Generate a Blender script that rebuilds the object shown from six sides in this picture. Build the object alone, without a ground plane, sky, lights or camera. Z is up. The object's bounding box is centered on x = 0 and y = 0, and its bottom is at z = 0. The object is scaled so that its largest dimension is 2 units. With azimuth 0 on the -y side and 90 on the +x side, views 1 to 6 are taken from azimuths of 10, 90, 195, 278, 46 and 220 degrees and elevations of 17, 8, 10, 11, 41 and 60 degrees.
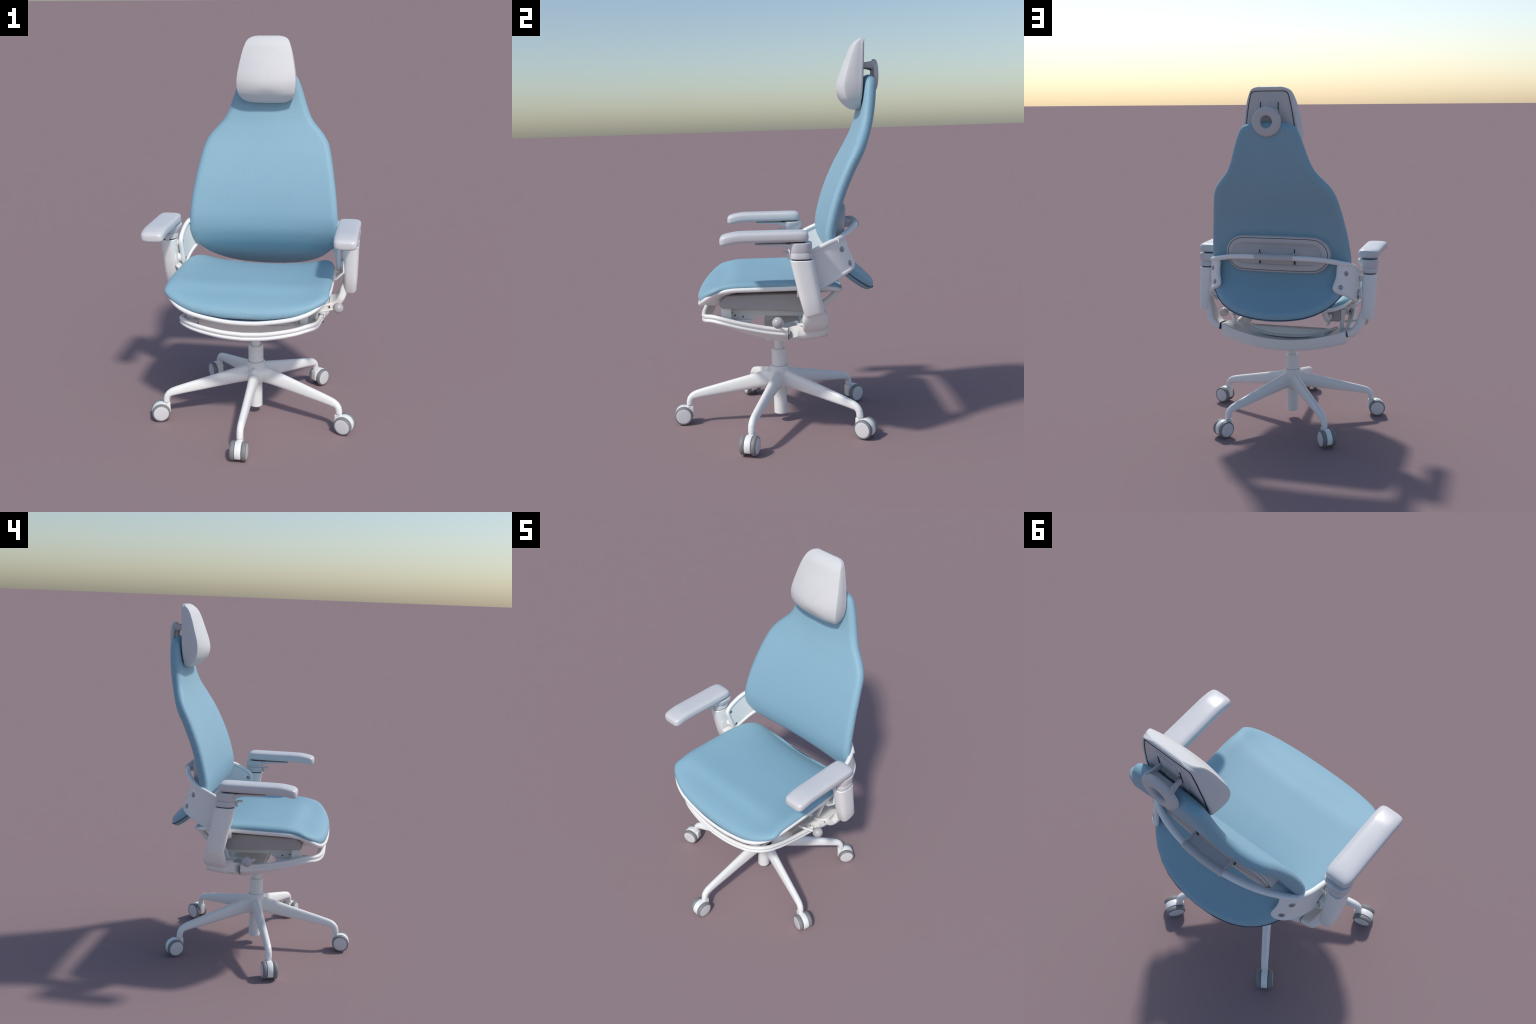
"""Ergonomic office chair: five-star base on casters, tilt tray, upholstered seat,
tall contoured backrest with lumbar support, headrest and adjustable armrests."""
import bpy, bmesh, math
import numpy as np
from mathutils import Matrix, Vector

for o in list(bpy.data.objects):
    bpy.data.objects.remove(o, do_unlink=True)

# ------------------------------------------------------------------ materials
def new_mat(name, color, rough=0.45, metallic=0.0, spec=0.5, coat=0.0):
    m = bpy.data.materials.new(name); m.use_nodes = True
    nt = m.node_tree; b = nt.nodes["Principled BSDF"]
    b.inputs["Base Color"].default_value = (*color, 1)
    b.inputs["Roughness"].default_value = rough
    b.inputs["Metallic"].default_value = metallic
    b.inputs["Specular IOR Level"].default_value = spec
    b.inputs["Coat Weight"].default_value = coat
    return m, nt, b

def grain(nt, b, color, amount=0.04, scale=40.0, bump=0.0, bump_scale=900.0):
    """slight mottling of the base colour and an optional fine moulded grain"""
    tc = nt.nodes.new("ShaderNodeTexCoord")
    n = nt.nodes.new("ShaderNodeTexNoise"); n.inputs["Scale"].default_value = scale
    n.inputs["Detail"].default_value = 3
    r = nt.nodes.new("ShaderNodeValToRGB")
    r.color_ramp.elements[0].position = 0.3; r.color_ramp.elements[1].position = 0.7
    r.color_ramp.elements[0].color = (*[c * (1 - amount) for c in color], 1)
    r.color_ramp.elements[1].color = (*[min(1, c * (1 + amount)) for c in color], 1)
    nt.links.new(tc.outputs["Object"], n.inputs["Vector"])
    nt.links.new(n.outputs["Fac"], r.inputs["Fac"])
    nt.links.new(r.outputs["Color"], b.inputs["Base Color"])
    if bump:
        n2 = nt.nodes.new("ShaderNodeTexNoise"); n2.inputs["Scale"].default_value = bump_scale
        bp = nt.nodes.new("ShaderNodeBump"); bp.inputs["Strength"].default_value = bump
        bp.inputs["Distance"].default_value = 0.001
        nt.links.new(tc.outputs["Object"], n2.inputs["Vector"])
        nt.links.new(n2.outputs["Fac"], bp.inputs["Height"])
        nt.links.new(bp.outputs["Normal"], b.inputs["Normal"])

def plastic(name, color, rough=0.4, bump=0.0, **k):
    m, nt, b = new_mat(name, color, rough, **k)
    grain(nt, b, color, 0.012, 25.0, bump)
    return m

def fabric(name, color, axes):
    """woven mesh fabric: a fine staggered dot pattern along two object axes"""
    m, nt, b = new_mat(name, color, 0.55, spec=0.4)
    b.inputs["Sheen Weight"].default_value = 0.12
    b.inputs["Sheen Roughness"].default_value = 0.4
    N = nt.nodes.new; L = nt.links.new
    tc = N("ShaderNodeTexCoord"); sp = N("ShaderNodeSeparateXYZ")
    L(tc.outputs["Object"], sp.inputs[0])
    def wave(sign):
        a = N("ShaderNodeMath"); a.operation = "MULTIPLY_ADD"
        L(sp.outputs[axes[0]], a.inputs[0]); a.inputs[1].default_value = 0.62
        s = N("ShaderNodeMath"); s.operation = "MULTIPLY"
        L(sp.outputs[axes[1]], s.inputs[0]); s.inputs[1].default_value = sign
        L(s.outputs[0], a.inputs[2])
        f = N("ShaderNodeMath"); f.operation = "MULTIPLY"
        L(a.outputs[0], f.inputs[0]); f.inputs[1].default_value = 2 * math.pi / 0.0085
        w = N("ShaderNodeMath"); w.operation = "SINE"; L(f.outputs[0], w.inputs[0])
        return w
    w1, w2 = wave(1.0), wave(-1.0)
    mu = N("ShaderNodeMath"); mu.operation = "MULTIPLY"
    L(w1.outputs[0], mu.inputs[0]); L(w2.outputs[0], mu.inputs[1])
    mr = N("ShaderNodeMapRange")
    mr.inputs["From Min"].default_value = -1; mr.inputs["From Max"].default_value = 1
    L(mu.outputs[0], mr.inputs["Value"])
    no = N("ShaderNodeTexNoise"); no.inputs["Scale"].default_value = 6
    L(tc.outputs["Object"], no.inputs["Vector"])
    mx = N("ShaderNodeMix"); mx.data_type = "FLOAT"; mx.inputs[0].default_value = 0.25
    L(mr.outputs[0], mx.inputs[2]); L(no.outputs["Fac"], mx.inputs[3])
    r = N("ShaderNodeValToRGB")
    r.color_ramp.elements[0].color = (*[c * 0.91 for c in color], 1)
    r.color_ramp.elements[1].color = (*[min(1, c * 1.09) for c in color], 1)
    L(mx.outputs[0], r.inputs["Fac"]); L(r.outputs["Color"], b.inputs["Base Color"])
    bp = N("ShaderNodeBump"); bp.inputs["Strength"].default_value = 0.25
    bp.inputs["Distance"].default_value = 0.001
    L(mr.outputs[0], bp.inputs["Height"]); L(bp.outputs["Normal"], b.inputs["Normal"])
    return m

BLUE = (0.258, 0.452, 0.558)
M_BACK = fabric("blue_fabric_back", BLUE, ("X", "Z"))
M_SEAT = fabric("blue_fabric_seat", BLUE, ("X", "Y"))
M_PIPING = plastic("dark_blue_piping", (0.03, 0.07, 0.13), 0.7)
M_WHITE = plastic("white_coated_frame", (0.90, 0.905, 0.88), 0.33)
M_PAD = plastic("pale_grey_soft_plastic", (0.66, 0.66, 0.675), 0.32)
M_LEATHER = plastic("pale_grey_upholstery", (0.685, 0.685, 0.685), 0.6, bump=0.15)
M_GREY = plastic("grey_plastic", (0.44, 0.43, 0.43), 0.5)
M_PANEL = plastic("light_grey_plastic", (0.60, 0.585, 0.585), 0.5)
M_TYRE = plastic("grey_tyre_rubber", (0.23, 0.235, 0.24), 0.55)
M_CAP = plastic("white_wheel_cap", (0.74, 0.73, 0.74), 0.4)
M_DARK = plastic("dark_gap", (0.03, 0.035, 0.04), 0.6)
M_KNOB = plastic("grey_knob", (0.50, 0.49, 0.49), 0.22)
M_METAL = plastic("steel_screw", (0.30, 0.33, 0.37), 0.3, metallic=0.8)

# ------------------------------------------------------------------ helpers
ROOT = bpy.data.objects.new("office_chair", None)
bpy.context.collection.objects.link(ROOT)
ROOT["label"] = "blue and white ergonomic office chair with headrest and casters"
ROOT["category"] = "office chair"

def link(name, mesh, mat, parent=ROOT, matrix=None):
    if mat is not None and not mesh.materials:
        mesh.materials.append(mat)
    o = bpy.data.objects.new(name, mesh)
    bpy.context.collection.objects.link(o)
    o.parent = parent
    if matrix is not None:
        o.matrix_local = matrix
    return o

def mk_mesh(name, verts, faces, smooth=35):
    me = bpy.data.meshes.new(name)
    me.from_pydata([tuple(map(float, v)) for v in verts], [], [tuple(map(int, f)) for f in faces])
    bm = bmesh.new(); bm.from_mesh(me)
    bmesh.ops.remove_doubles(bm, verts=bm.verts, dist=1e-6)
    bmesh.ops.recalc_face_normals(bm, faces=bm.faces)
    bm.to_mesh(me); bm.free()
    me.shade_smooth()
    if smooth is not None:
        me.set_sharp_from_angle(angle=math.radians(smooth))
    return me

class Geo:
    """collects several lofted pieces into one mesh"""
    def __init__(self): self.v, self.f = [], []
    def add(self, v, f):
        n = len(self.v); self.v += [tuple(p) for p in v]
        self.f += [tuple(i + n for i in q) for q in f]; return self
    def mesh(self, name, smooth=35): return mk_mesh(name, self.v, self.f, smooth)

def loft(rings, closed=False, caps=True):
    n = len(rings[0]); V = [p for r in rings for p in r]; F = []
    m = len(rings)
    for i in range(m if closed else m - 1):
        a, b = i * n, ((i + 1) % m) * n
        for j in range(n):
            k = (j + 1) % n
            F.append((a + j, a + k, b + k, b + j))
    if caps and not closed:
        F.append(tuple(range(n))[::-1]); F.append(tuple((m - 1) * n + j for j in range(n)))
    return V, F

def spline(pts, n, closed=False):
    """centripetal-like Catmull-Rom resampled evenly by arc length"""
    P = np.array(pts, float)
    if closed: P = np.vstack([P[-1], P, P[0], P[1]])
    else: P = np.vstack([2 * P[0] - P[1], P, 2 * P[-1] - P[-2]])
    out = []
    for i in range(1, len(P) - 2):
        p0, p1, p2, p3 = P[i - 1:i + 3]
        t0 = 0; t1 = t0 + max(np.linalg.norm(p1 - p0), 1e-9) ** .5
        t2 = t1 + max(np.linalg.norm(p2 - p1), 1e-9) ** .5; t3 = t2 + max(np.linalg.norm(p3 - p2), 1e-9) ** .5
        for t in np.linspace(t1, t2, 24, endpoint=False):
            A1 = (t1 - t) / (t1 - t0) * p0 + (t - t0) / (t1 - t0) * p1
            A2 = (t2 - t) / (t2 - t1) * p1 + (t - t1) / (t2 - t1) * p2
            A3 = (t3 - t) / (t3 - t2) * p2 + (t - t2) / (t3 - t2) * p3
            B1 = (t2 - t) / (t2 - t0) * A1 + (t - t0) / (t2 - t0) * A2
            B2 = (t3 - t) / (t3 - t1) * A2 + (t - t1) / (t3 - t1) * A3
            out.append((t2 - t) / (t2 - t1) * B1 + (t - t1) / (t2 - t1) * B2)
    out.append(P[-2]); out = np.array(out)
    L = np.concatenate([[0], np.cumsum(np.linalg.norm(np.diff(out, axis=0), axis=1))])
    s = np.linspace(0, L[-1], n, endpoint=not closed)
    return np.stack([np.interp(s, L, out[:, k]) for k in range(out.shape[1])], 1)

def tangents(P, closed=False):
    if closed: T = np.roll(P, -1, 0) - np.roll(P, 1, 0)
    else: T = np.gradient(P, axis=0)
    return T / np.linalg.norm(T, axis=1)[:, None]

def tube(pts, r, seg=16, n=60, closed=False, up=(0, 0, 1), flat=1.0, smooth=True):
    """round (or flattened) bar along a smooth path; r may be a list along the path"""
    P = spline(pts, n, closed) if smooth else np.array(pts, float)
    T = tangents(P, closed); n = len(P)
    R = np.interp(np.linspace(0, 1, n), np.linspace(0, 1, len(r)), r) if hasattr(r, "__len__") else np.full(n, r)
    rings = []; u = np.array(up, float); u0 = None
    for p, t, q in zip(P, T, R):
        a = np.cross(t, u if u0 is None else u0)
        if np.linalg.norm(a) < 1e-3: a = np.cross(t, (1, 0, 0.1))
        a /= np.linalg.norm(a); b = np.cross(a, t)
        if not closed: u0 = b
        rings.append([p + q * (a * math.cos(w) * flat + b * math.sin(w)) for w in np.linspace(0, 2 * math.pi, seg, endpoint=False)])
    return loft(rings, closed)

def sup(a, b, n, seg=32):
    """superellipse outline with half sizes a, b"""
    o = []
    for w in np.linspace(0, 2 * math.pi, seg, endpoint=False):
        c, s = math.cos(w), math.sin(w)
        o.append((a * math.copysign(abs(c) ** (2 / n), c), b * math.copysign(abs(s) ** (2 / n), s)))
    return o

def lathe(profile, seg=40, axis="z", origin=(0, 0, 0)):
    rings = []
    for w in np.linspace(0, 2 * math.pi, seg, endpoint=False):
        c, s = math.cos(w), math.sin(w)
        ring = []
        for r, h in profile:
            p = {"z": (r * c, r * s, h), "y": (r * c, h, r * s), "x": (h, r * c, r * s)}[axis]
            ring.append(np.add(p, origin))
        rings.append(ring)
    n = len(profile); V = [p for r in rings for p in r]; F = []
    for i in range(seg):
        a, b = i * n, ((i + 1) % seg) * n
        for j in range(n - 1): F.append((a + j, a + j + 1, b + j + 1, b + j))
    return V, F

def rbox(c, h, r=0.006, seg=3):
    """box with rounded edges: centre c, half sizes h"""
    bm = bmesh.new(); bmesh.ops.create_cube(bm, size=2)
    for v in bm.verts: v.co = Vector([v.co[k] * h[k] + c[k] for k in range(3)])
    bmesh.ops.bevel(bm, geom=bm.edges[:], offset=r, segments=seg, profile=0.5, affect="EDGES")
    V = [tuple(v.co) for v in bm.verts]; F = [tuple(v.index for v in f.verts) for f in bm.faces]
    bm.free(); return V, F

def extrude(poly, axis, lo, hi, bevel=0.0):
    """prism of a 2D outline along axis; coordinates are the two other axes in order"""
    bm = bmesh.new()
    def P(a, b, c): return {0: (c, a, b), 1: (a, c, b), 2: (a, b, c)}[axis]
    vs = [bm.verts.new(P(a, b, lo)) for a, b in poly]
    f = bm.faces.new(vs)
    r = bmesh.ops.extrude_face_region(bm, geom=[f])
    d = [0, 0, 0]; d[axis] = hi - lo
    bmesh.ops.translate(bm, vec=d, verts=[g for g in r["geom"] if isinstance(g, bmesh.types.BMVert)])
    bmesh.ops.recalc_face_normals(bm, faces=bm.faces)
    if bevel:
        cap = [e for e in bm.edges if abs(e.verts[0].co[axis] - e.verts[1].co[axis]) < 1e-7]
        bmesh.ops.bevel(bm, geom=cap, offset=bevel, segments=2, profile=0.5, affect="EDGES")
    bm.verts.index_update()
    V = [tuple(v.co) for v in bm.verts]; F = [tuple(v.index for v in q.verts) for q in bm.faces]
    bm.free(); return V, F

def mirrored(V): return [(-p[0], p[1], p[2]) for p in V]

def pair(name, geo, mat, parents=None, smooth=35):
    """a part for the +x side and its mirror image"""
    a = link(name, geo.mesh(name, smooth), mat, parents[0] if parents else ROOT)
    b = link(name, mk_mesh(name, mirrored(geo.v), geo.f, smooth), mat, parents[1] if parents else ROOT)
    return a, b

def outline_distance(P, Q):
    """distance of points P (m,2) from the polyline Q (k,2)"""
    A, B = Q[:-1], Q[1:]; D = B - A; LL = (D ** 2).sum(1) + 1e-12
    out = np.full(len(P), 9.0)
    for a, d, l in zip(A, D, LL):
        t = np.clip(((P - a) @ d) / l, 0, 1)
        out = np.minimum(out, np.linalg.norm(P - a - t[:, None] * d, axis=1))
    return out

# ------------------------------------------------------------------ base
CY = 0.0135                      # column axis
CEN = Matrix.Translation((0, CY, 0))

def leg_rings():
    #        r     z     half_h  half_w  tilt of the section (deg from vertical)
    rows = [(0.015, .246, .048, .030, 0), (.06, .239, .0465, .0275, 0), (.10, .2315, .0435, .0255, 0), (.20, .2115, .0375, .0225, 0),
            (.30, .191, .032, .0205, 0), (.40, .171, .026, .019, 0), (.438, .1625, .0235, .0185, 3),
            (.459, .1565, .0215, .0182, 18), (.474, .1475, .0197, .018, 42), (.484, .135, .0185, .018, 66),
            (.488, .121, .018, .018, 85), (.489, .110, .018, .018, 90), (.489, .1005, .018, .018, 90), (.489, .099, .0165, .0165, 90)]
    rings = []
    for r, z, hh, hw, tilt in rows:
        a = math.radians(tilt); ring = []
        for x, h in sup(hw, hh, 2.5 if tilt < 40 else 2.0, 28):
            wide = 1.0 - 0.16 * (h / hh) * (1 if tilt < 30 else 0)      # flanks spread downwards
            ring.append((r + h * math.sin(a), x * wide, z + h * math.cos(a)))
        rings.append(ring)
    return rings

g = Geo()
for k in range(5):
    a = math.radians(-90 + 72 * k); c, s = math.cos(a), math.sin(a)
    V, F = loft(leg_rings())
    g.add([(x * c - y * s, CY + x * s + y * c, z) for x, y, z in V], F)
g.add(*lathe([(0, .31), (.046, .31), (.0495, .306), (.051, .28), (.052, .24), (.050, .20), (.046, .188), (.0, .186)], 48, origin=(0, CY, 0)))
base = link("star_base", g.mesh("star_base"), M_WHITE)
for t, kw in (("REMESH", dict(mode="VOXEL", voxel_size=0.0032)), ("SMOOTH", dict(iterations=7, factor=0.5))):
    md = base.modifiers.new(t.lower(), t)
    for k_, v_ in kw.items(): setattr(md, k_, v_)
dg = bpy.context.evaluated_depsgraph_get()
me = bpy.data.meshes.new_from_object(base.evaluated_get(dg)); base.modifiers.clear()
base.data = me; me.shade_smooth()
if not me.materials: me.materials.append(M_WHITE)

g = Geo()
g.add(*lathe([(0, .043), (.031, .043), (.035, .047), (.035, .20), (.0, .20)], 40, origin=(0, CY, 0)))
g.add(*lathe([(0, .25), (.0405, .25), (.0405, .394), (.037, .400), (.026, .400), (.0255, .397), (0, .397)], 40, origin=(0, CY, 0)))
g.add(*lathe([(0, .39), (.0235, .39), (.0235, .50), (0, .50)], 32, origin=(0, CY, 0)))
link("gas_column", g.mesh("gas_column"), M_WHITE)
link("column_collar_seam", mk_mesh("column_collar_seam", *lathe([(.039, .3095), (.0425, .3095), (.0425, .3112), (.039, .3112)], 40, origin=(0, CY, 0))), M_GREY)

# casters: local frame with +x pointing outwards along the leg, wheel axis along y
WR, WZ, WX = 0.049, 0.049, 0.5225
arc = [(WX + (WR - .001) * math.cos(a), WZ + (WR + .0005) * math.sin(a)) for a in np.radians(np.linspace(-32, 128, 24))]
fork_poly = arc + [(.486, .0975), (.471, .0975), (.4705, .045), (.477, .034), (.50, .030), (WX, .028)]
g = Geo(); g.add(*extrude(fork_poly, 1, -.0158, .0158, .0015))
g.add(*lathe([(0, .092), (.0165, .092), (.0165, .0985), (0, .0985)], 24, origin=(.489, 0, 0)))
fork_me = g.mesh("caster_fork", 40); fork_me.materials.append(M_WHITE)
g = Geo(); g.add(*lathe([(0, .0975), (.0135, .0975), (.0135, .1015), (0, .1015)], 24, origin=(.489, 0, 0)))
neck_me = g.mesh("caster_neck"); neck_me.materials.append(M_DARK)
tw = [(0, .0172), (.040, .0172), (.046, .0185), (.0485, .022), (WR, .027), (WR, .033), (.0478, .0375), (.0445, .0405), (.041, .0415), (.0405, .040), (0, .040)]
tyre_me = mk_mesh("caster_tyre", *lathe(tw, 40, "y")); tyre_me.materials.append(M_TYRE)
cap_me = mk_mesh("wheel_cap", *lathe([(0, .0425), (.020, .0424), (.034, .0420), (.0385, .0413), (.0405, .0400), (.0405, .036), (0, .036)], 40, "y"))
cap_me.materials.append(M_CAP)
g = Geo(); g.add(*lathe([(0, -.018), (.012, -.018), (.012, .018), (0, .018)], 20, "y", (WX, 0, WZ)))
axle_me = g.mesh("axle"); axle_me.materials.append(M_DARK)
for k in range(5):
    M = CEN @ Matrix.Rotation(math.radians(-90 + 72 * k), 4, "Z")
    c = link("caster", fork_me, None, ROOT, M)
    link("caster_neck", neck_me, None, c); link("axle", axle_me, None, c)
    for sgn in (1, -1):
        w = Matrix.Translation((WX, 0, WZ)) @ (Matrix.Identity(4) if sgn > 0 else Matrix.Rotation(math.pi, 4, "Z"))
        link("caster_tyre", tyre_me, None, c, w); link("wheel_cap", cap_me, None, c, w)

# ------------------------------------------------------------------ tilt tray under the seat
# rear pan: rows run from the front edge to the rear rim
def tray_outline(t):
    """plan outline of the pan rim, t=0 front corner .. 1 rear centre (x>=0 side)"""
    return spline([(.298, -.05), (.302, .02), (.320, .056), (.353, .084), (.372, .118), (.3835, .14), (.3845, .19), (.382, .235), (.365, .2515), (.30, .262), (.2, .2715), (.1, .278), (0, .280)], 60)
half = tray_outline(0)
outl = np.vstack([half, (half * [-1, 1])[-2::-1]])          # +x front corner -> rear -> -x front corner
def rim_top(x, y):
    """smile-shaped rim that also falls towards the front"""
    return .557 + .070 * (abs(x) / .384) ** 2 - (.05 + .07 * abs(x) / .38) * (.25 - y)
rings = []
inner = np.array([0.0, .10])
N_R = len(outl)
fr_n = 24
front = np.stack([np.linspace(-.298, .298, fr_n)[1:-1], -.05 - .012 * (1 - (np.linspace(-1, 1, fr_n)[1:-1]) ** 2)], 1)
full = np.vstack([outl, front])
levels = [(1.0, 'top'), (.965, 'lip'), (.93, 'in1'), (.80, 'in2'), (.55, 'in3'), (.25, 'in4'), (.02, 'in5')]
V_rows = []
def row(scale, fn):
    r = []
    for x, y in full:
        px, py = inner + (np.array([x, y]) - inner) * scale
        zt = rim_top(x, y)
        isf = (y < -.049)
        r.append((px, py, fn(zt, isf, px, py)))
    return r
def floor(px, py): return .472 + .47 * px ** 2 + .9 * max(0, py - .12) ** 2 + 1.9 * max(0, .07 - py) ** 2
V_rows.append(row(.02, lambda z, f, x, y: floor(x, y)))
for sc in (.3, .55, .75, .88, .955):
    V_rows.append(row(sc, lambda z, f, x, y: floor(x, y)))
V_rows.append(row(.99, lambda z, f, x, y: min(z - .052, floor(x, y) + .012)))
V_rows.append(row(1.0, lambda z, f, x, y: z - .044 - .012 * float(np.clip((.15 - y) / .05, 0, 1) * np.clip((y - .03) / .03, 0, 1)) if not f else z - .035))
V_rows.append(row(1.0, lambda z, f, x, y: z - .006))
V_rows.append(row(.992, lambda z, f, x, y: z))
V_rows.append(row(.95, lambda z, f, x, y: z - .001))
V_rows.append(row(.91, lambda z, f, x, y: z - .006))
for sc in (.78, .6, .3, .02):
    V_rows.append(row(sc, lambda z, f, x, y, sc=sc: max(floor(x, y) + .022, .537 + .42 * x * x - .25 * max(0, .1 - y))))
link("tilt_tray", mk_mesh("tilt_tray", *loft(V_rows), 45), M_WHITE)
# raised shelf lip across the tray
link("tray_lip", mk_mesh("tray_lip", *tube([(-.30, .10, .607), (-.2, .13, .575), (-.12, .142, .556), (0, .146, .549), (.12, .142, .556), (.2, .13, .575), (.30, .10, .607)], .007, 10, 60, flat=1.8)), M_WHITE)
link("tilt_mechanism", mk_mesh("tilt_mechanism", *extrude([(-.050, .535), (-.052, .558), (.10, .598), (.122, .592), (.135, .57), (.135, .545), (.05, .525)], 0, -.225, .225, .006), 40), M_WHITE)
link("hub_boss", mk_mesh("hub_boss", *lathe([(0, .460), (.045, .460), (.058, .470), (.066, .50), (0, .52)], 40, origin=(0, CY, 0))), M_WHITE)

# front hoop: a double-ridged channel running round the front
hoop_half = [(0, -.376, .610), (.10, -.372, .615), (.19, -.362, .627), (.26, -.345, .639), (.308, -.315, .647), (.332, -.270, .640),
             (.342, -.20, .622), (.345, -.12, .604), (.346, -.05, .590), (.348, .0, .583), (.352, .056, .5785)]
hp = spline(hoop_half, 60)
hp = np.vstack([(hp * [-1, 1, 1])[:0:-1], hp])
T = tangents(hp)
rings = []
for p, t in zip(hp, T):
    o = np.array([t[1], -t[0], 0]); o /= np.linalg.norm(o)      # outward in plan
    back = float(np.clip((p[1] + .36) / .40, 0, 1))
    h = .036 + .032 * back; inn = .030 + .012 * back
    sec = [(-.004, .011), (.004, .012), (.010, .008), (.0125, .001), (.010, -.006), (.0055, -.0105), (.0065, -.014), (.0105, -.018), (.0105, -.024),
           (.004, -.031), (-inn * .55, -h * .82), (-inn, -h), (-inn - .006, -h + .005), (-inn * .6, -h * .70), (-.010, -.022), (-.0115, -.004), (-.0105, .006)]
    rings.append([p + o * a + np.array([0, 0, 1]) * b for a, b in sec])
link("front_hoop", mk_mesh("front_hoop", *loft(rings), 50), M_WHITE)
g = Geo()
for V, F in (rbox((.3455, .0575, .557), (.013, .0012, .026), .0005, 1),):
    g.add(V, F)
pair("tray_seam", g, M_DARK)

# ------------------------------------------------------------------ seat
RIM = [(0, -.3895, .6790), (.07, -.3885, .6810), (.13, -.3860, .6875), (.2, -.381, .698), (.26, -.373, .7105), (.313, -.357, .728), (.35, -.337, .748),
       (.379, -.309, .770), (.398, -.273, .786), (.408, -.215, .797), (.409, -.10, .799), (.406, .03, .799), (.400, .14, .799),
       (.388, .22, .795), (.362, .285, .783), (.31, .316, .768), (.20, .329, .755), (.10, .333, .750), (0, .334, .748)]
ring_pts = RIM + [(-x, y, z) for x, y, z in RIM[-2:0:-1]]
rim_full = spline(ring_pts, 220, closed=True)
rim = rim_full[:111]
link("seat_rim", mk_mesh("seat_rim", *tube(rim_full - [0, 0, .003], .0118, 14, closed=True, smooth=False)), M_WHITE)

def cushion(name, mat, curve, outline, hi, lo, r, nrow=90, ncol=48, sag=None, parent=ROOT, thin=None):
    """upholstered slab: `curve` is its side profile (y,z); `outline` maps distance along the profile
    to half width; hi/lo are how far the two faces stand off the profile; r is the edge roll"""
    C = spline(curve, 600); L = np.concatenate([[0], np.cumsum(np.linalg.norm(np.diff(C, axis=0), axis=1))])
    T = tangents(C); Nn = np.stack([-T[:, 1], T[:, 0]], 1)
    S, W = outline(C, L)
    Q = np.stack([W, S], 1); Q = np.vstack([[0, S[0]], Q, [0, S[-1]]])
    a = np.linspace(0, 1, nrow); a = .5 - .5 * np.cos(math.pi * (.12 * a * 0 + a))
    s = S[0] + (S[-1] - S[0]) * (0.65 * a + 0.35 * np.linspace(0, 1, nrow))
    u = np.sin(np.linspace(-1, 1, ncol) * math.pi / 2)
    w = np.interp(s, S, W)
    X = w[:, None] * u[None]; SS = np.repeat(s[:, None], ncol, 1)
    d = outline_distance(np.stack([X.ravel(), SS.ravel()], 1), np.vstack([Q, (Q * [-1, 1])[::-1]])).reshape(X.shape)
    d[:, 0] = d[:, -1] = 0; d[0] = d[-1] = 0
    f = np.sqrt(np.clip(1 - (1 - np.clip(d / r, 0, 1)) ** 2, 0, 1))
    cy = np.interp(SS, L, C[:, 0]); cz = np.interp(SS, L, C[:, 1])
    ny = np.interp(SS, L, Nn[:, 0]); nz = np.interp(SS, L, Nn[:, 1])
    ln = np.hypot(ny, nz); ny /= ln; nz /= ln
    hi_ = hi(s)[:, None] * f if callable(hi) else hi * f
    lo_ = lo(s)[:, None] * f if callable(lo) else lo * f
    if thin is not None: lo_ = lo_ * (1 - thin(s)[:, None] * (1 - u[None] ** 2))
    off = sag(X, SS, w[:, None], f) if sag else 0
    verts, faces = [], []
    for sg, h in ((1, hi_), (-1, lo_)):
        base_i = len(verts)
        yy = cy + ny * (sg * h + off); zz = cz + nz * (sg * h + off)
        verts += list(zip(X.ravel(), yy.ravel(), zz.ravel()))
        for i in range(nrow - 1):
            for j in range(ncol - 1):
                q = [base_i + i * ncol + j, base_i + i * ncol + j + 1, base_i + (i + 1) * ncol + j + 1, base_i + (i + 1) * ncol + j]
                faces.append(q if sg > 0 else q[::-1])
    me = bpy.data.meshes.new(name); me.from_pydata([tuple(map(float, v)) for v in verts], [], faces)
    bm = bmesh.new(); bm.from_mesh(me)
    bmesh.ops.remove_doubles(bm, verts=bm.verts, dist=5e-6)
    bmesh.ops.dissolve_degenerate(bm, edges=bm.edges, dist=1e-7)
    bmesh.ops.recalc_face_normals(bm, faces=bm.faces)
    bm.to_mesh(me); bm.free(); me.shade_smooth()
    return link(name, me, mat, parent)

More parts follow.
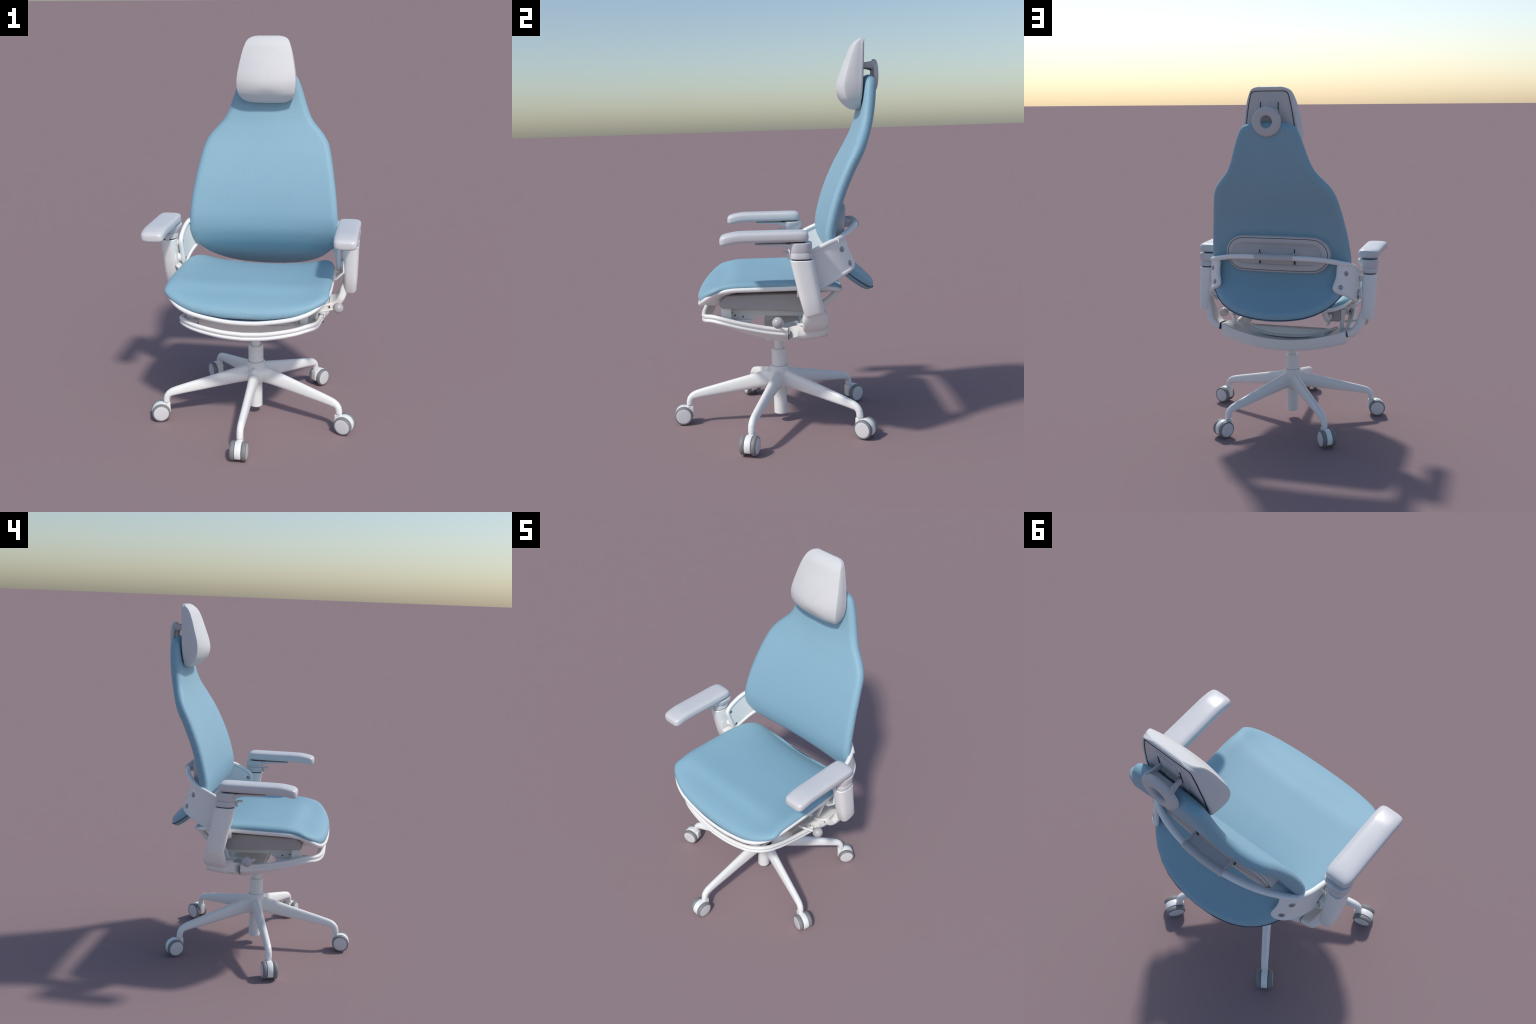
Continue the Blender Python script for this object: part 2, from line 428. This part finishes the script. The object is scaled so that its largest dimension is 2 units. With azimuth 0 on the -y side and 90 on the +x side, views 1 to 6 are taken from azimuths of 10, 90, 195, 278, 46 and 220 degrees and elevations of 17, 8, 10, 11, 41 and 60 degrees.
# seat cushion: profile follows the rim seen from the side, a little above it
seat_curve = [(y, z + .010 + .007 * max(0, .33 - x) / .33 * (y < 0)) for x, y, z in RIM[:-4]] + [(.318, .777), (.330, .769)]
def seat_outline(C, L):
    W = np.interp(C[:, 0], rim[:, 1] - rim[0, 1] + C[0, 0], rim[:, 0]) + .005 + .020 * np.exp(-((C[:, 0] + .305) / .040) ** 2)
    # trim the ends so the outline closes
    W = np.where(C[:, 0] > .296, np.minimum(W, .392 * np.sqrt(np.clip(1 - ((C[:, 0] - .296) / .0345) ** 2, 0, 1)) * .55 + .45 * W), W)
    idx = np.linspace(0, len(L) - 1, 240).astype(int)
    return L[idx], np.clip(W[idx], .004, None)
def seat_sag(X, S, w, f):
    u = X / np.maximum(w, .05)
    front = np.clip((S - .03) / .16, 0, 1); front = front * front * (3 - 2 * front)
    rear = np.clip((S - .45) / .30, 0, 1) ** 1.3
    crest = np.exp(-((S - .13) / .075) ** 2)
    return -((.026 * front + .019 * crest) * (1 - u ** 4) * f + .008 * rear * (1 - u ** 2) * (1 + 2 * f))
link_seat = cushion("seat_cushion", M_SEAT, seat_curve, seat_outline, .032, .010, .060, 110, 64, seat_sag)
# thin shell under the cushion
shell_rings = []
cen = np.array([0, -.02])
for sc, dz in ((1.0, -.004), (.9, -.018), (.72, -.03), (.4, -.034), (.02, -.034)):
    shell_rings.append([(x * sc, cen[1] + (y - cen[1]) * sc, (z + dz) if sc > .7 else max(z, .785) + dz if y > -.3 else z * .5 + .775 * .5 + dz) for x, y, z in rim_full])
link("seat_shell", mk_mesh("seat_shell", *loft(shell_rings, caps=False), 60), M_WHITE)
# shadow in the cushion-rim gap, modelled as a tube in dark piping colour
link("cushion_shadow_line", mk_mesh("cushion_shadow_line", *tube(rim_full * [.992, .992, 1] + [0, -.0003, .0085], .0045, 8, closed=True, smooth=False)), M_PIPING)

# grey seat slide rails, one under each side of the seat
prof = [(-.262, .688), (-.277, .700), (-.2775, .715), (-.268, .735), (-.245, .755), (.17, .757), (.18, .750), (.18, .668), (.17, .660), (.15, .660)]
g = Geo(); g.add(*extrude(prof, 0, .248, .330, .014)); pair("slide_rail", g, M_GREY, None, 40)
# slide brackets, side plates and link struts on each side
g = Geo()
g.add(*rbox((.288, -.246, .652), (.018, .025, .040), .004))
g.add(*rbox((.282, -.245, .622), (.024, .036, .012), .004))
g.add(*rbox((.268, -.298, .636), (.022, .022, .008), .003))
g.add(*rbox((.272, -.175, .612), (.012, .045, .010), .004))
pair("slide_bracket", g, M_WHITE)
g = Geo()
g.add(*extrude([(-.23, .69), (-.23, .607), (-.15, .597), (-.09, .636), (.16, .625), (.16, .69)], 0, .246, .253, .001))
pair("slide_plate", g, M_WHITE)
g = Geo()
for y, z in ((-.205, .640), (-.165, .632), (-.222, .655)):
    g.add(*lathe([(0, .2525), (.004, .2525), (.004, .2545), (0, .2545)], 12, "x", (0, y, z)))
pair("plate_rivet", g, M_DARK)
g = Geo()
g.add(*tube([(.26, .318, .764), (.262, .295, .735), (.264, .262, .705), (.266, .232, .688), (.268, .208, .690), (.27, .196, .702)], .0165, 14, 30))
pair("rear_strut", g, M_WHITE)
g = Geo()
g.add(*tube([(.345, .17, .735), (.335, .145, .66), (.325, .12, .592)], .009, 8, 8, flat=1.5))
g.add(*tube([(.395, .14, .612), (.36, .115, .606), (.325, .105, .602)], .008, 10, 12))
pair("link_strut", g, M_WHITE)
# tilt levers with ball knobs
g = Geo(); g.add(*tube([(.318, -.016, .616), (.36, -.010, .622), (.42, .004, .633)], .0065, 10, 12))
levers = pair("tilt_lever", g, M_WHITE)
g = Geo(); g.add(*lathe([(.0285 * math.sin(a), .0285 * math.cos(a)) for a in np.linspace(0, math.pi, 20)], 28, "z", (.4388, .0065, .636)))
pair("ball_knob", g, M_KNOB, levers, None)
g = Geo(); g.add(*lathe([(0, .63), (.014, .63), (.016, .65), (.014, .675), (0, .68)], 16, "z", (.22, .015, 0)))
pair("spring_knob", g, M_PAD)

# ------------------------------------------------------------------ armrests
def post_ring(cx, cy, cz, hx, hy, n=3.0, slope=0.0):
    return [(cx + x, cy + y, cz + slope * y) for x, y in sup(hx, hy, n, 40)]
g = Geo()
g.add(*loft([post_ring(.4915, .1275, .9475, .0395, .0525), post_ring(.4915, .128, .944, .0425, .056), post_ring(.4915, .142, .87, .0410, .0545),
             post_ring(.4905, .162, .77, .0388, .0515, 3.0, .1), post_ring(.488, .180, .694, .0368, .0485, 3.0, .25), post_ring(.488, .181, .689, .035, .0455, 3.0, .25)]))
posts = pair("arm_post", g, M_WHITE)
# boss on the inner face where the back bracket bolts on
g = Geo()
for y, z, r in ((.150, .918, .016), (.170, .832, .026)):
    g.add(*lathe([(0, .436), (r * .8, .436), (r, .440), (r, .475), (0, .475)], 24, "x", (0, y, z)))
g.add(*tube([(.47, .122, .853), (.462, .15, .866), (.46, .18, .862)], .007, 8, 10))
pair("post_boss", g, M_WHITE, posts)
g = Geo(); g.add(*loft([post_ring(.4915, .126, .944, .033, .046), post_ring(.4915, .125, .956, .033, .046)]))
pair("post_gap", g, M_DARK, posts)
g = Geo()
g.add(*loft([post_ring(.4905, .1255, .9535, .0425, .050, 2.6), post_ring(.4905, .125, .957, .0455, .0535, 2.6), post_ring(.4905, .1235, .981, .0465, .0515, 2.6), post_ring(.4905, .1235, .984, .045, .050, 2.6)]))
g.add(*loft([post_ring(.4905, .1235, .985, .0450, .0505, 2.6), post_ring(.489, .1235, .990, .048, .0525, 2.6), post_ring(.482, .1235, 1.010, .0575, .053, 2.8), post_ring(.481, .1235, 1.027, .0590, .053, 2.8), post_ring(.481, .1235, 1.030, .0565, .050, 2.8)]))
# pad carrier reaching forward
g.add(*loft([[(.482 + x, y, z + h) for x, h in sup(hx, hz, 4, 20)] for y, z, hx, hz in ((.09, 1.012, .040, .017), (.06, 1.016, .038, .013), (.03, 1.0215, .034, .0075), (-.02, 1.0235, .031, .006), (-.085, 1.025, .028, .005), (-.092, 1.026, .024, .003))]))
pair("arm_swivel", g, M_PAD, posts)
g = Geo()
g.add(*rbox((.487, .064, .968), (.010, .005, .016), .002)); g.add(*tube([(.487, .062, .980), (.487, .050, .984), (.487, .034, .983)], [.006, .006, .005], 10, 10, flat=1.8))
pair("height_lever", g, M_PAD, posts)
g = Geo(); g.add(*loft([post_ring(.4825, .10, 1.028, .036, .045), post_ring(.4825, .10, 1.036, .036, .045)]))
pair("swivel_gap", g, M_DARK, posts)
# pad, lofted front to back
rows = [(-.2560, 1.0460, .010, .032), (-.2540, 1.0465, .0165, .041), (-.2485, 1.0475, .0225, .0495), (-.239, 1.0492, .0262, .0548), (-.222, 1.0525, .0275, .0570),
        (-.195, 1.0575, .0275, .0575), (-.172, 1.0605, .0272, .0575), (-.14, 1.0615, .027, .0575), (.0, 1.0610, .027, .0575), (.11, 1.0605, .0272, .0575), (.130, 1.060, .0268, .0560),
        (.145, 1.0592, .0245, .0525), (.154, 1.058, .020, .0475), (.1585, 1.057, .014, .041), (.160, 1.0565, .007, .033)]
R = spline([r for r in rows], 70)
pad_rings = [[(.4825 + x * 1.03, y, z + h) for x, h in sup(hx, hz, 3.6, 44)] for y, z, hz, hx in R]
g = Geo(); g.add(*loft(pad_rings)); pair("armrest_pad", g, M_PAD, posts, 60)
# lower bracket sweeping from the post into the tilt tray
path = spline([(.466, .176, .760), (.463, .178, .735), (.458, .180, .700), (.449, .185, .662), (.429, .1885, .627), (.405, .1885, .608), (.3865, .1885, .6035)], 40)
T = tangents(path); rings = []
for i, (p, t) in enumerate(zip(path, T)):
    k = i / 39; hy = np.interp(k, [0, .1, .35, .6, 1], [.024, .034, .047, .0625, .0625])
    hn = np.interp(k, [0, .1, .35, 1], [.008, .014, .022, .0245])
    nrm = np.array([t[2], 0, -t[0]]); nrm /= np.linalg.norm(nrm)
    rings.append([p + np.array([0, 1, .12 * k]) * y + nrm * h for y, h in sup(hy, hn, 4.0, 32)])
g = Geo(); g.add(*loft(rings))
pair("arm_bracket", g, M_WHITE, posts)
g = Geo(); g.add(*loft([[np.array([x, .1885, .6035]) + np.array([0, 1, .12]) * y + np.array([0, 0, 1]) * h for y, h in sup(.0605, .0225, 4.0, 32)] for x in (.380, .389)]))
pair("bracket_seam", g, M_DARK, posts)
# bent plate tying the post to the seat
prof = [(.452, .862), (.452, .800), (.415, .762), (.362, .762)]
prof2 = [(.362, .755), (.418, .755), (.459, .796), (.459, .862)]
g = Geo(); g.add(*extrude(prof + prof2, 1, .105, .205, .0015))
g.add(*rbox((.386, .17, .782), (.004, .012, .022), .002)); g.add(*rbox((.398, .115, .775), (.012, .012, .022), .003))
pair("seat_link_plate", g, M_WHITE)

# ------------------------------------------------------------------ back bracket and bar
Tp = spline([(.431, .130, .930), (.432, .142, .948), (.430, .18, .974), (.425, .229, .998), (.416, .262, 1.012), (.399, .294, 1.021), (.376, .318, 1.026), (.350, .334, 1.024)], 30)
Bp = spline([(.426, .168, .805), (.426, .182, .792), (.422, .215, .803), (.413, .275, .831), (.398, .320, .854), (.375, .357, .872), (.352, .374, .882), (.332, .384, .897)], 30)
outer, inner_ = [], []
NV = 14
grid = np.array([[(1 - v) * t + v * b for v in np.linspace(0, 1, NV)] for t, b in zip(Tp, Bp)])
for j in range(NV):          # waist the rear edge like the stamped plate
    k = math.sin(j / (NV - 1) * math.pi); grid[-8:, j, 0] += np.linspace(0, 1, 8) ** 2 * .010 * k; grid[-8:, j, 1] -= np.linspace(0, 1, 8) ** 2 * .006 * k
du = np.gradient(grid, axis=0); dv = np.gradient(grid, axis=1); nn = np.cross(du, dv); nn /= np.linalg.norm(nn, axis=2)[..., None]
if nn[10, 5, 0] < 0: nn = -nn
nu = grid.shape[0]; V = []; F = []
for off in (.007, -.005):
    b0 = len(V); V += [tuple(p) for p in (grid + nn * off).reshape(-1, 3)]
    for i in range(nu - 1):
        for j in range(NV - 1): F.append((b0 + i * NV + j, b0 + i * NV + j + 1, b0 + (i + 1) * NV + j + 1, b0 + (i + 1) * NV + j))
border = [(i, 0) for i in range(nu)] + [(nu - 1, j) for j in range(1, NV)] + [(i, NV - 1) for i in range(nu - 2, -1, -1)] + [(0, j) for j in range(NV - 2, 0, -1)]
n0 = nu * NV
for k in range(len(border)):
    a, b = border[k], border[(k + 1) % len(border)]
    F.append((a[0] * NV + a[1], b[0] * NV + b[1], n0 + b[0] * NV + b[1], n0 + a[0] * NV + a[1]))
g = Geo(); g.add(V, F)
loop = np.array([grid[a] for a in border])
for _ in range(3): loop = (np.roll(loop, 1, 0) + 2 * loop + np.roll(loop, -1, 0)) / 4
loop = spline(loop[::2], 120, closed=True)
g.add(*tube(loop, .0125, 12, closed=True, smooth=False, up=(1, .2, 0)))
brk = pair("back_bracket", g, M_WHITE)
# screws
g = Geo(); gd = Geo()
surf = (grid + nn * .007).reshape(-1, 3); sn = nn.reshape(-1, 3)
for x, y, z in ((.3835, .3175, .975), (.3665, .3620, .905)):
    k = int(np.argmin(np.linalg.norm(surf - [x, y, z], axis=1))); p0 = Vector(surf[k]); nrm = Vector(sn[k])
    p0 = Vector((x, y, z)) - nrm * (Vector((x, y, z)) - p0).dot(nrm)
    Rm = Vector((0, 0, 1)).rotation_difference(nrm).to_matrix()
    for gg, pr in ((g, [(0, .0035), (.004, .0035), (.0085, .0025), (.0085, -.004), (0, -.004)]), (gd, [(.0, .0012), (.0135, .0012), (.0155, -.0005), (.0155, -.003), (0, -.003)])):
        Vv, Ff = lathe(pr, 20)
        gg.add([Rm @ Vector(p) + p0 for p in Vv], Ff)
for (y, z, x) in ((.156, .921, .4285), (.190, .818, .4225)):
    Vv, Ff = lathe([(0, -.0055), (.006, -.0055), (.0085, -.004), (.0085, .01), (0, .01)], 20, "x", (x, y, z)); g.add(Vv, Ff)
    Vv, Ff = lathe([(0, -.0035), (.011, -.0035), (.0125, .0), (.0125, .01), (0, .01)], 20, "x", (x, y, z)); gd.add(Vv, Ff)
pair("screw", g, M_METAL, brk); pair("screw_recess", gd, M_GREY, brk)
# bar behind the lumbar support
BAR = [(.0, .425, 1.069), (.06, .4235, 1.069), (.11, .419, 1.0685), (.19, .404, 1.065), (.27, .378, 1.056), (.33, .347, 1.043), (.372, .321, 1.031), (.402, .298, 1.022)]
bp = BAR[::-1] + [(-x, y, z) for x, y, z in BAR[1:]]
link("back_bar", mk_mesh("back_bar", *tube(bp, .0150, 16, 90)), M_WHITE)

# ------------------------------------------------------------------ backrest
BACK = [(.512, .7325), (.472, .7595), (.425, .796), (.375, .837), (.328, .882), (.292, .930), (.272, .975), (.2655, 1.02), (.269, 1.06), (.288, 1.142),
        (.318, 1.234), (.350, 1.31), (.380, 1.372), (.411, 1.427), (.437, 1.478), (.463, 1.540), (.480, 1.60), (.495, 1.69), (.503, 1.77), (.506, 1.818)]
OZ = [.7325, .737, .747, .765, .79, .817, .86, .90, .94, .975, 1.05, 1.12, 1.19, 1.25, 1.31, 1.37, 1.42, 1.45, 1.475, 1.50, 1.52, 1.545, 1.57, 1.61, 1.66, 1.71, 1.75, 1.775, 1.795, 1.808, 1.815, 1.818]
OX = [.03, .105, .179, .243, .296, .334, .374, .396, .407, .4115, .409, .402, .393, .3825, .372, .3595, .346, .332, .315, .293, .274, .2515, .236, .2185, .202, .1855, .1705, .159, .143, .115, .075, .02]
def back_outline(C, L):
    W = np.interp(C[:, 1], OZ, OX)
    for _ in range(4): W[4:-4] = np.convolve(W, np.ones(7) / 7, "same")[4:-4]
    idx = np.unique(np.concatenate([np.arange(0, 30), np.linspace(30, len(L) - 31, 160).astype(int), np.arange(len(L) - 30, len(L))]))
    return L[idx], W[idx]
def back_sag(X, S, w, f):
    """the front is gently hollow across its width, less so at the neck"""
    k = np.interp(S, [0, .10, .22, .40, .55, .75, .88, .98, 1.08, 1.25], [0, -.006, -.018, -.023, -.011, -.003, .006, .009, .005, 0])
    return k * (1 - (X / np.maximum(w, .05)) ** 2) * f
backrest = cushion("backrest", M_BACK, BACK, back_outline, lambda s: np.interp(s, [0, .12, .30, .42, 1.0], [.030, .026, .022, .026, .026]),
                   lambda s: np.interp(s, [0, .15, .35, .5, 1.0], [.030, .030, .028, .031, .032]), .033, 150, 60, back_sag, thin=lambda s: np.interp(s, [.15, .35, .5, .68, .85], [0, .4, .55, .45, 0]))
# seam piping round the tail
C = spline(BACK, 600)
zz = np.concatenate([np.linspace(.90, .7375, 30), [.7345, .7328]])
yy = np.interp(zz, C[:260, 1], C[:260, 0]); xx = np.interp(zz, OZ, OX); xx[-1] = 0
half = np.stack([xx + .001, yy + .001, zz], 1)
pp = np.vstack([half, (half * [-1, 1, 1])[-2::-1]])
link("seam_piping", mk_mesh("seam_piping", *tube(pp, .0028, 8, 140)), M_PIPING, backrest)

# lumbar support on the back: stadium pad following the curve of the back
def stadium(hx, hz, seg=14):
    o = []
    for a in np.linspace(-90, 90, seg): o.append((hx - hz + hz * math.cos(math.radians(a)), hz * math.sin(math.radians(a))))
    return o + [(-x, -z) for x, z in o]
LZ = 1.0745
def back_y(z): return float(np.interp(z, C[150:, 1], C[150:, 0]))
def lumbar_piece(levels):
    """levels: (half width, half height, stand-off)"""
    rings = []
    for hx, hz, off in levels:
        o = np.array(stadium(hx, hz)); o = spline(o, 120, closed=True)
        rings.append([(x, .3405 + (LZ + z - LZ) * .10 - .10 * max(0, abs(x) - .08) ** 1.5 + off, LZ + z) for x, z in o])
    return loft(rings)
link_l = link("lumbar_pad", mk_mesh("lumbar_pad", *lumbar_piece([(.303, .103, -.045), (.303, .103, .006), (.300, .100, .013), (.2945, .0945, .0155), (.2925, .0925, .0155), (.29, .09, .013)]), 50), M_PANEL, backrest)
link("lumbar_panel", mk_mesh("lumbar_panel", *lumbar_piece([(.289, .089, .008), (.289, .089, .0155), (.286, .086, .0175), (.262, .066, .0180), (.255, .060, .0130), (.246, .053, .0095)]), 50), M_PANEL, link_l)
o = spline(np.array(stadium(.2905, .0905)), 160, closed=True)
link("lumbar_groove", mk_mesh("lumbar_groove", *tube([(x, .3405 + z * .10 - .10 * max(0, abs(x) - .08) ** 1.5 + .0150, LZ + z) for x, z in o], .0016, 6, closed=True, smooth=False, up=(0, 1, 0))), M_DARK, link_l)
o = spline(np.array(stadium(.251, .0565)), 120, closed=True)
link("lumbar_crease", mk_mesh("lumbar_crease", *tube([(x, .3405 + z * .10 - .10 * max(0, abs(x) - .08) ** 1.5 + .0112, LZ + z) for x, z in o], .0014, 6, closed=True, smooth=False, up=(0, 1, 0))), M_GREY, link_l)
for sx in (1, -1):
    link("adjust_slot", mk_mesh("adjust_slot", *rbox((sx * .1015, .3465, LZ - .003), (.0035, .0055, .052), .001, 1)), M_DARK, link_l)
# carriage clipping the pad to the bar
g = Geo()
g.add(*tube([(-.108, .4205, 1.0690), (0, .4255, 1.0690), (.108, .4205, 1.0690)], .0190, 18, 24))
g.add(*rbox((0, .389, 1.075), (.104, .030, .003), .001, 1))
for sx in (1, -1):
    g.add(*rbox((sx * .1035, .381, 1.069), (.0035, .046, .018), .002, 2))
link("lumbar_carriage", g.mesh("lumbar_carriage", 40), M_PANEL, link_l)

# ------------------------------------------------------------------ headrest
#        z      back   front  seam   half width
HR = [(1.6445, .452, .437, .444, .050), (1.6475, .460, .420, .433, .092), (1.655, .466, .402, .421, .116), (1.667, .4705, .386, .409, .138), (1.682, .474, .370, .396, .151), (1.70, .477, .3565, .384, .1595), (1.728, .480, .3470, .376, .1655),
      (1.762, .483, .3455, .3735, .1675), (1.80, .485, .3545, .379, .1645), (1.83, .4865, .365, .3875, .1605), (1.86, .489, .3765, .397, .156), (1.90, .491, .394, .409, .148), (1.93, .4925, .4065, .420, .1405),
      (1.955, .494, .4175, .431, .1320), (1.975, .495, .4315, .445, .1225), (1.988, .4945, .446, .459, .108), (1.9955, .491, .458, .467, .088), (1.9995, .483, .468, .474, .06)]
Hs = spline(HR, 80); Hs[:, 1] -= np.interp(Hs[:, 0], [1.645, 1.68, 1.97, 2.0], [.004, .016, .016, .008]); Hs[:, 4] *= np.interp(Hs[:, 0], [1.645, 1.80, 1.88, 1.98], [.96, .96, .945, .935])
rings = []
for z, yb, yf, ye, w in Hs:
    ring = []
    bx = w * .90; br = min(.016, (yb - ye) * .45)
    tz = np.clip((z - 1.645) / .355, 0, 1); bulge = .0028 * math.sin(math.pi * tz)
    dim = .008 * math.exp(-((z - 1.69) / .03) ** 2)
    for u in np.linspace(-1, 1, 33):                       # front face, seam to seam
        x = w * math.sin(u * math.pi / 2) * .992
        e = abs(x) / w
        y = yf + (ye - yf) * e ** 2.2 + dim * math.exp(-(x / .075) ** 2)
        ring.append((x, y, z))
    for k in np.linspace(0, 1, 8)[0:]:                    # side panel
        ring.append((w + bulge * math.sin(math.pi * k) - w * .035 * k, ye + .004 + (yb - br - ye - .004) * k, z))
    for a in np.linspace(10, 90, 6):
        ring.append((w * .965 - (w * .965 - bx) * (1 - math.cos(math.radians(a))), yb - br + br * math.sin(math.radians(a)), z))
    rec = .005 * float(np.clip((z - 1.672) / .012, 0, 1) * np.clip((1.979 - z) / .010, 0, 1))
    for x in (bx * .97, bx * .945, bx * .93, bx * .7, bx * .3, -bx * .3, -bx * .7, -bx * .93, -bx * .945, -bx * .97):
        ring.append((x, yb - rec * (1 if abs(x) < bx * .94 else .5 if abs(x) < bx * .96 else 0), z))
    for a in np.linspace(90, 10, 6):
        ring.append((-(w * .965 - (w * .965 - bx) * (1 - math.cos(math.radians(a)))), yb - br + br * math.sin(math.radians(a)), z))
    for k in np.linspace(1, 0, 8):
        ring.append((-(w + bulge * math.sin(math.pi * k) - w * .035 * k), ye + .004 + (yb - br - ye - .004) * k, z))
    rings.append(ring)
head = link("headrest", mk_mesh("headrest", *loft(rings), 42), M_LEATHER)

# rear shell of the headrest
def head_w(z): return float(np.interp(z, Hs[:, 0], Hs[:, 4]))
def head_plate(inset, lo, hi, off0, off1, rc, name, mat, shrink=0.0, wmul=1.0, wfix=None):
    pts = []
    for z in np.linspace(lo + rc, hi - rc, 12): pts.append(((wfix if wfix else head_w(z) * wmul - inset), z))
    wt, wb = pts[-1][0], pts[0][0]
    top = [(wt - rc + rc * math.cos(a), hi - rc + rc * math.sin(a)) for a in np.linspace(.15, math.pi / 2, 7)]
    bot = [(wb - rc + rc * math.cos(a), lo + rc + rc * math.sin(a)) for a in np.linspace(-math.pi / 2, -.15, 7)]
    half = bot + pts + top
    o = np.array(half + [(-x, z) for x, z in half[::-1]])
    o = spline(o, 140, closed=True); c = np.array([0, (lo + hi) / 2])
    rings = []
    for sc, off in ((1, off0), (1, off1 - .0015), (.985, off1), (.5, off1), (.02, off1)):
        q = c + (o - c) * sc
        rings.append([(x, float(np.interp(z, Hs[:, 0], Hs[:, 1])) + off, z) for x, z in q])
    return link(name, mk_mesh(name, *loft(rings), 40), mat, head)
head_plate(0, 1.678, 1.974, -.012, .0010, .030, "headrest_shell", M_PANEL, wmul=.83)
head_plate(0, 1.70, 1.953, -.010, .0045, .020, "headrest_frame", M_PANEL, wfix=.060)
head_plate(0, 1.70, 1.943, -.008, .0085, .010, "headrest_slider", M_PANEL, wfix=.036)
zs = np.linspace(1.68, 1.945, 24)
side = [(head_w(z) * .836, z) for z in zs]; wt = side[-1][0]
side += [(wt - .030 + .030 * math.cos(a), 1.9455 + .030 * math.sin(a)) for a in np.linspace(.3, math.pi / 2, 7)]
gl = [(x, float(np.interp(z, Hs[:, 0], Hs[:, 1])) + .0006, z) for x, z in side + [(-x, z) for x, z in side[::-1]]]
link("headrest_groove", mk_mesh("headrest_groove", *tube(gl, .0017, 6, 160, up=(0, 1, 0))), M_DARK, head)
for sx in (1, -1):
    link("slide_slot", mk_mesh("slide_slot", *rbox((sx * .0490, .4790, 1.885), (.0024, .0030, .034), .0005, 1)), M_DARK, head)
# ring mount
RZ = 1.8165
g = Geo()
g.add(*lathe([(.0325, .532), (.0315, .538), (.0315, .546), (.0345, .5535), (.041, .5565), (.060, .5555), (.073, .5515), (.0785, .545), (.0795, .537), (.077, .531), (.060, .528), (.0325, .532)], 56, "y", (0, 0, RZ)))
for sx in (1, -1):
    P = spline([(sx * .046, .470, 1.864), (sx * .047, .500, 1.8645), (sx * .049, .520, 1.864), (sx * .052, .532, 1.860), (sx * .056, .541, 1.855)], 16)
    rings = [[p + np.array([a, 0, b]) for a, b in sup(.0045 + .002 * (i / 15), .0135 + .012 * (i / 15) ** 2, 4, 16)] for i, p in enumerate(P)]
    g.add(*loft(rings))
P = spline([(0, .505, 1.858), (0, .515, 1.863), (0, .528, 1.872), (0, .538, 1.879)], 10)
g.add(*loft([[p + np.array([a, 0, b]) for a, b in sup(.047, .004, 6, 20)] for p in P]))
link("headrest_mount", g.mesh("headrest_mount", 50), M_PANEL, head)
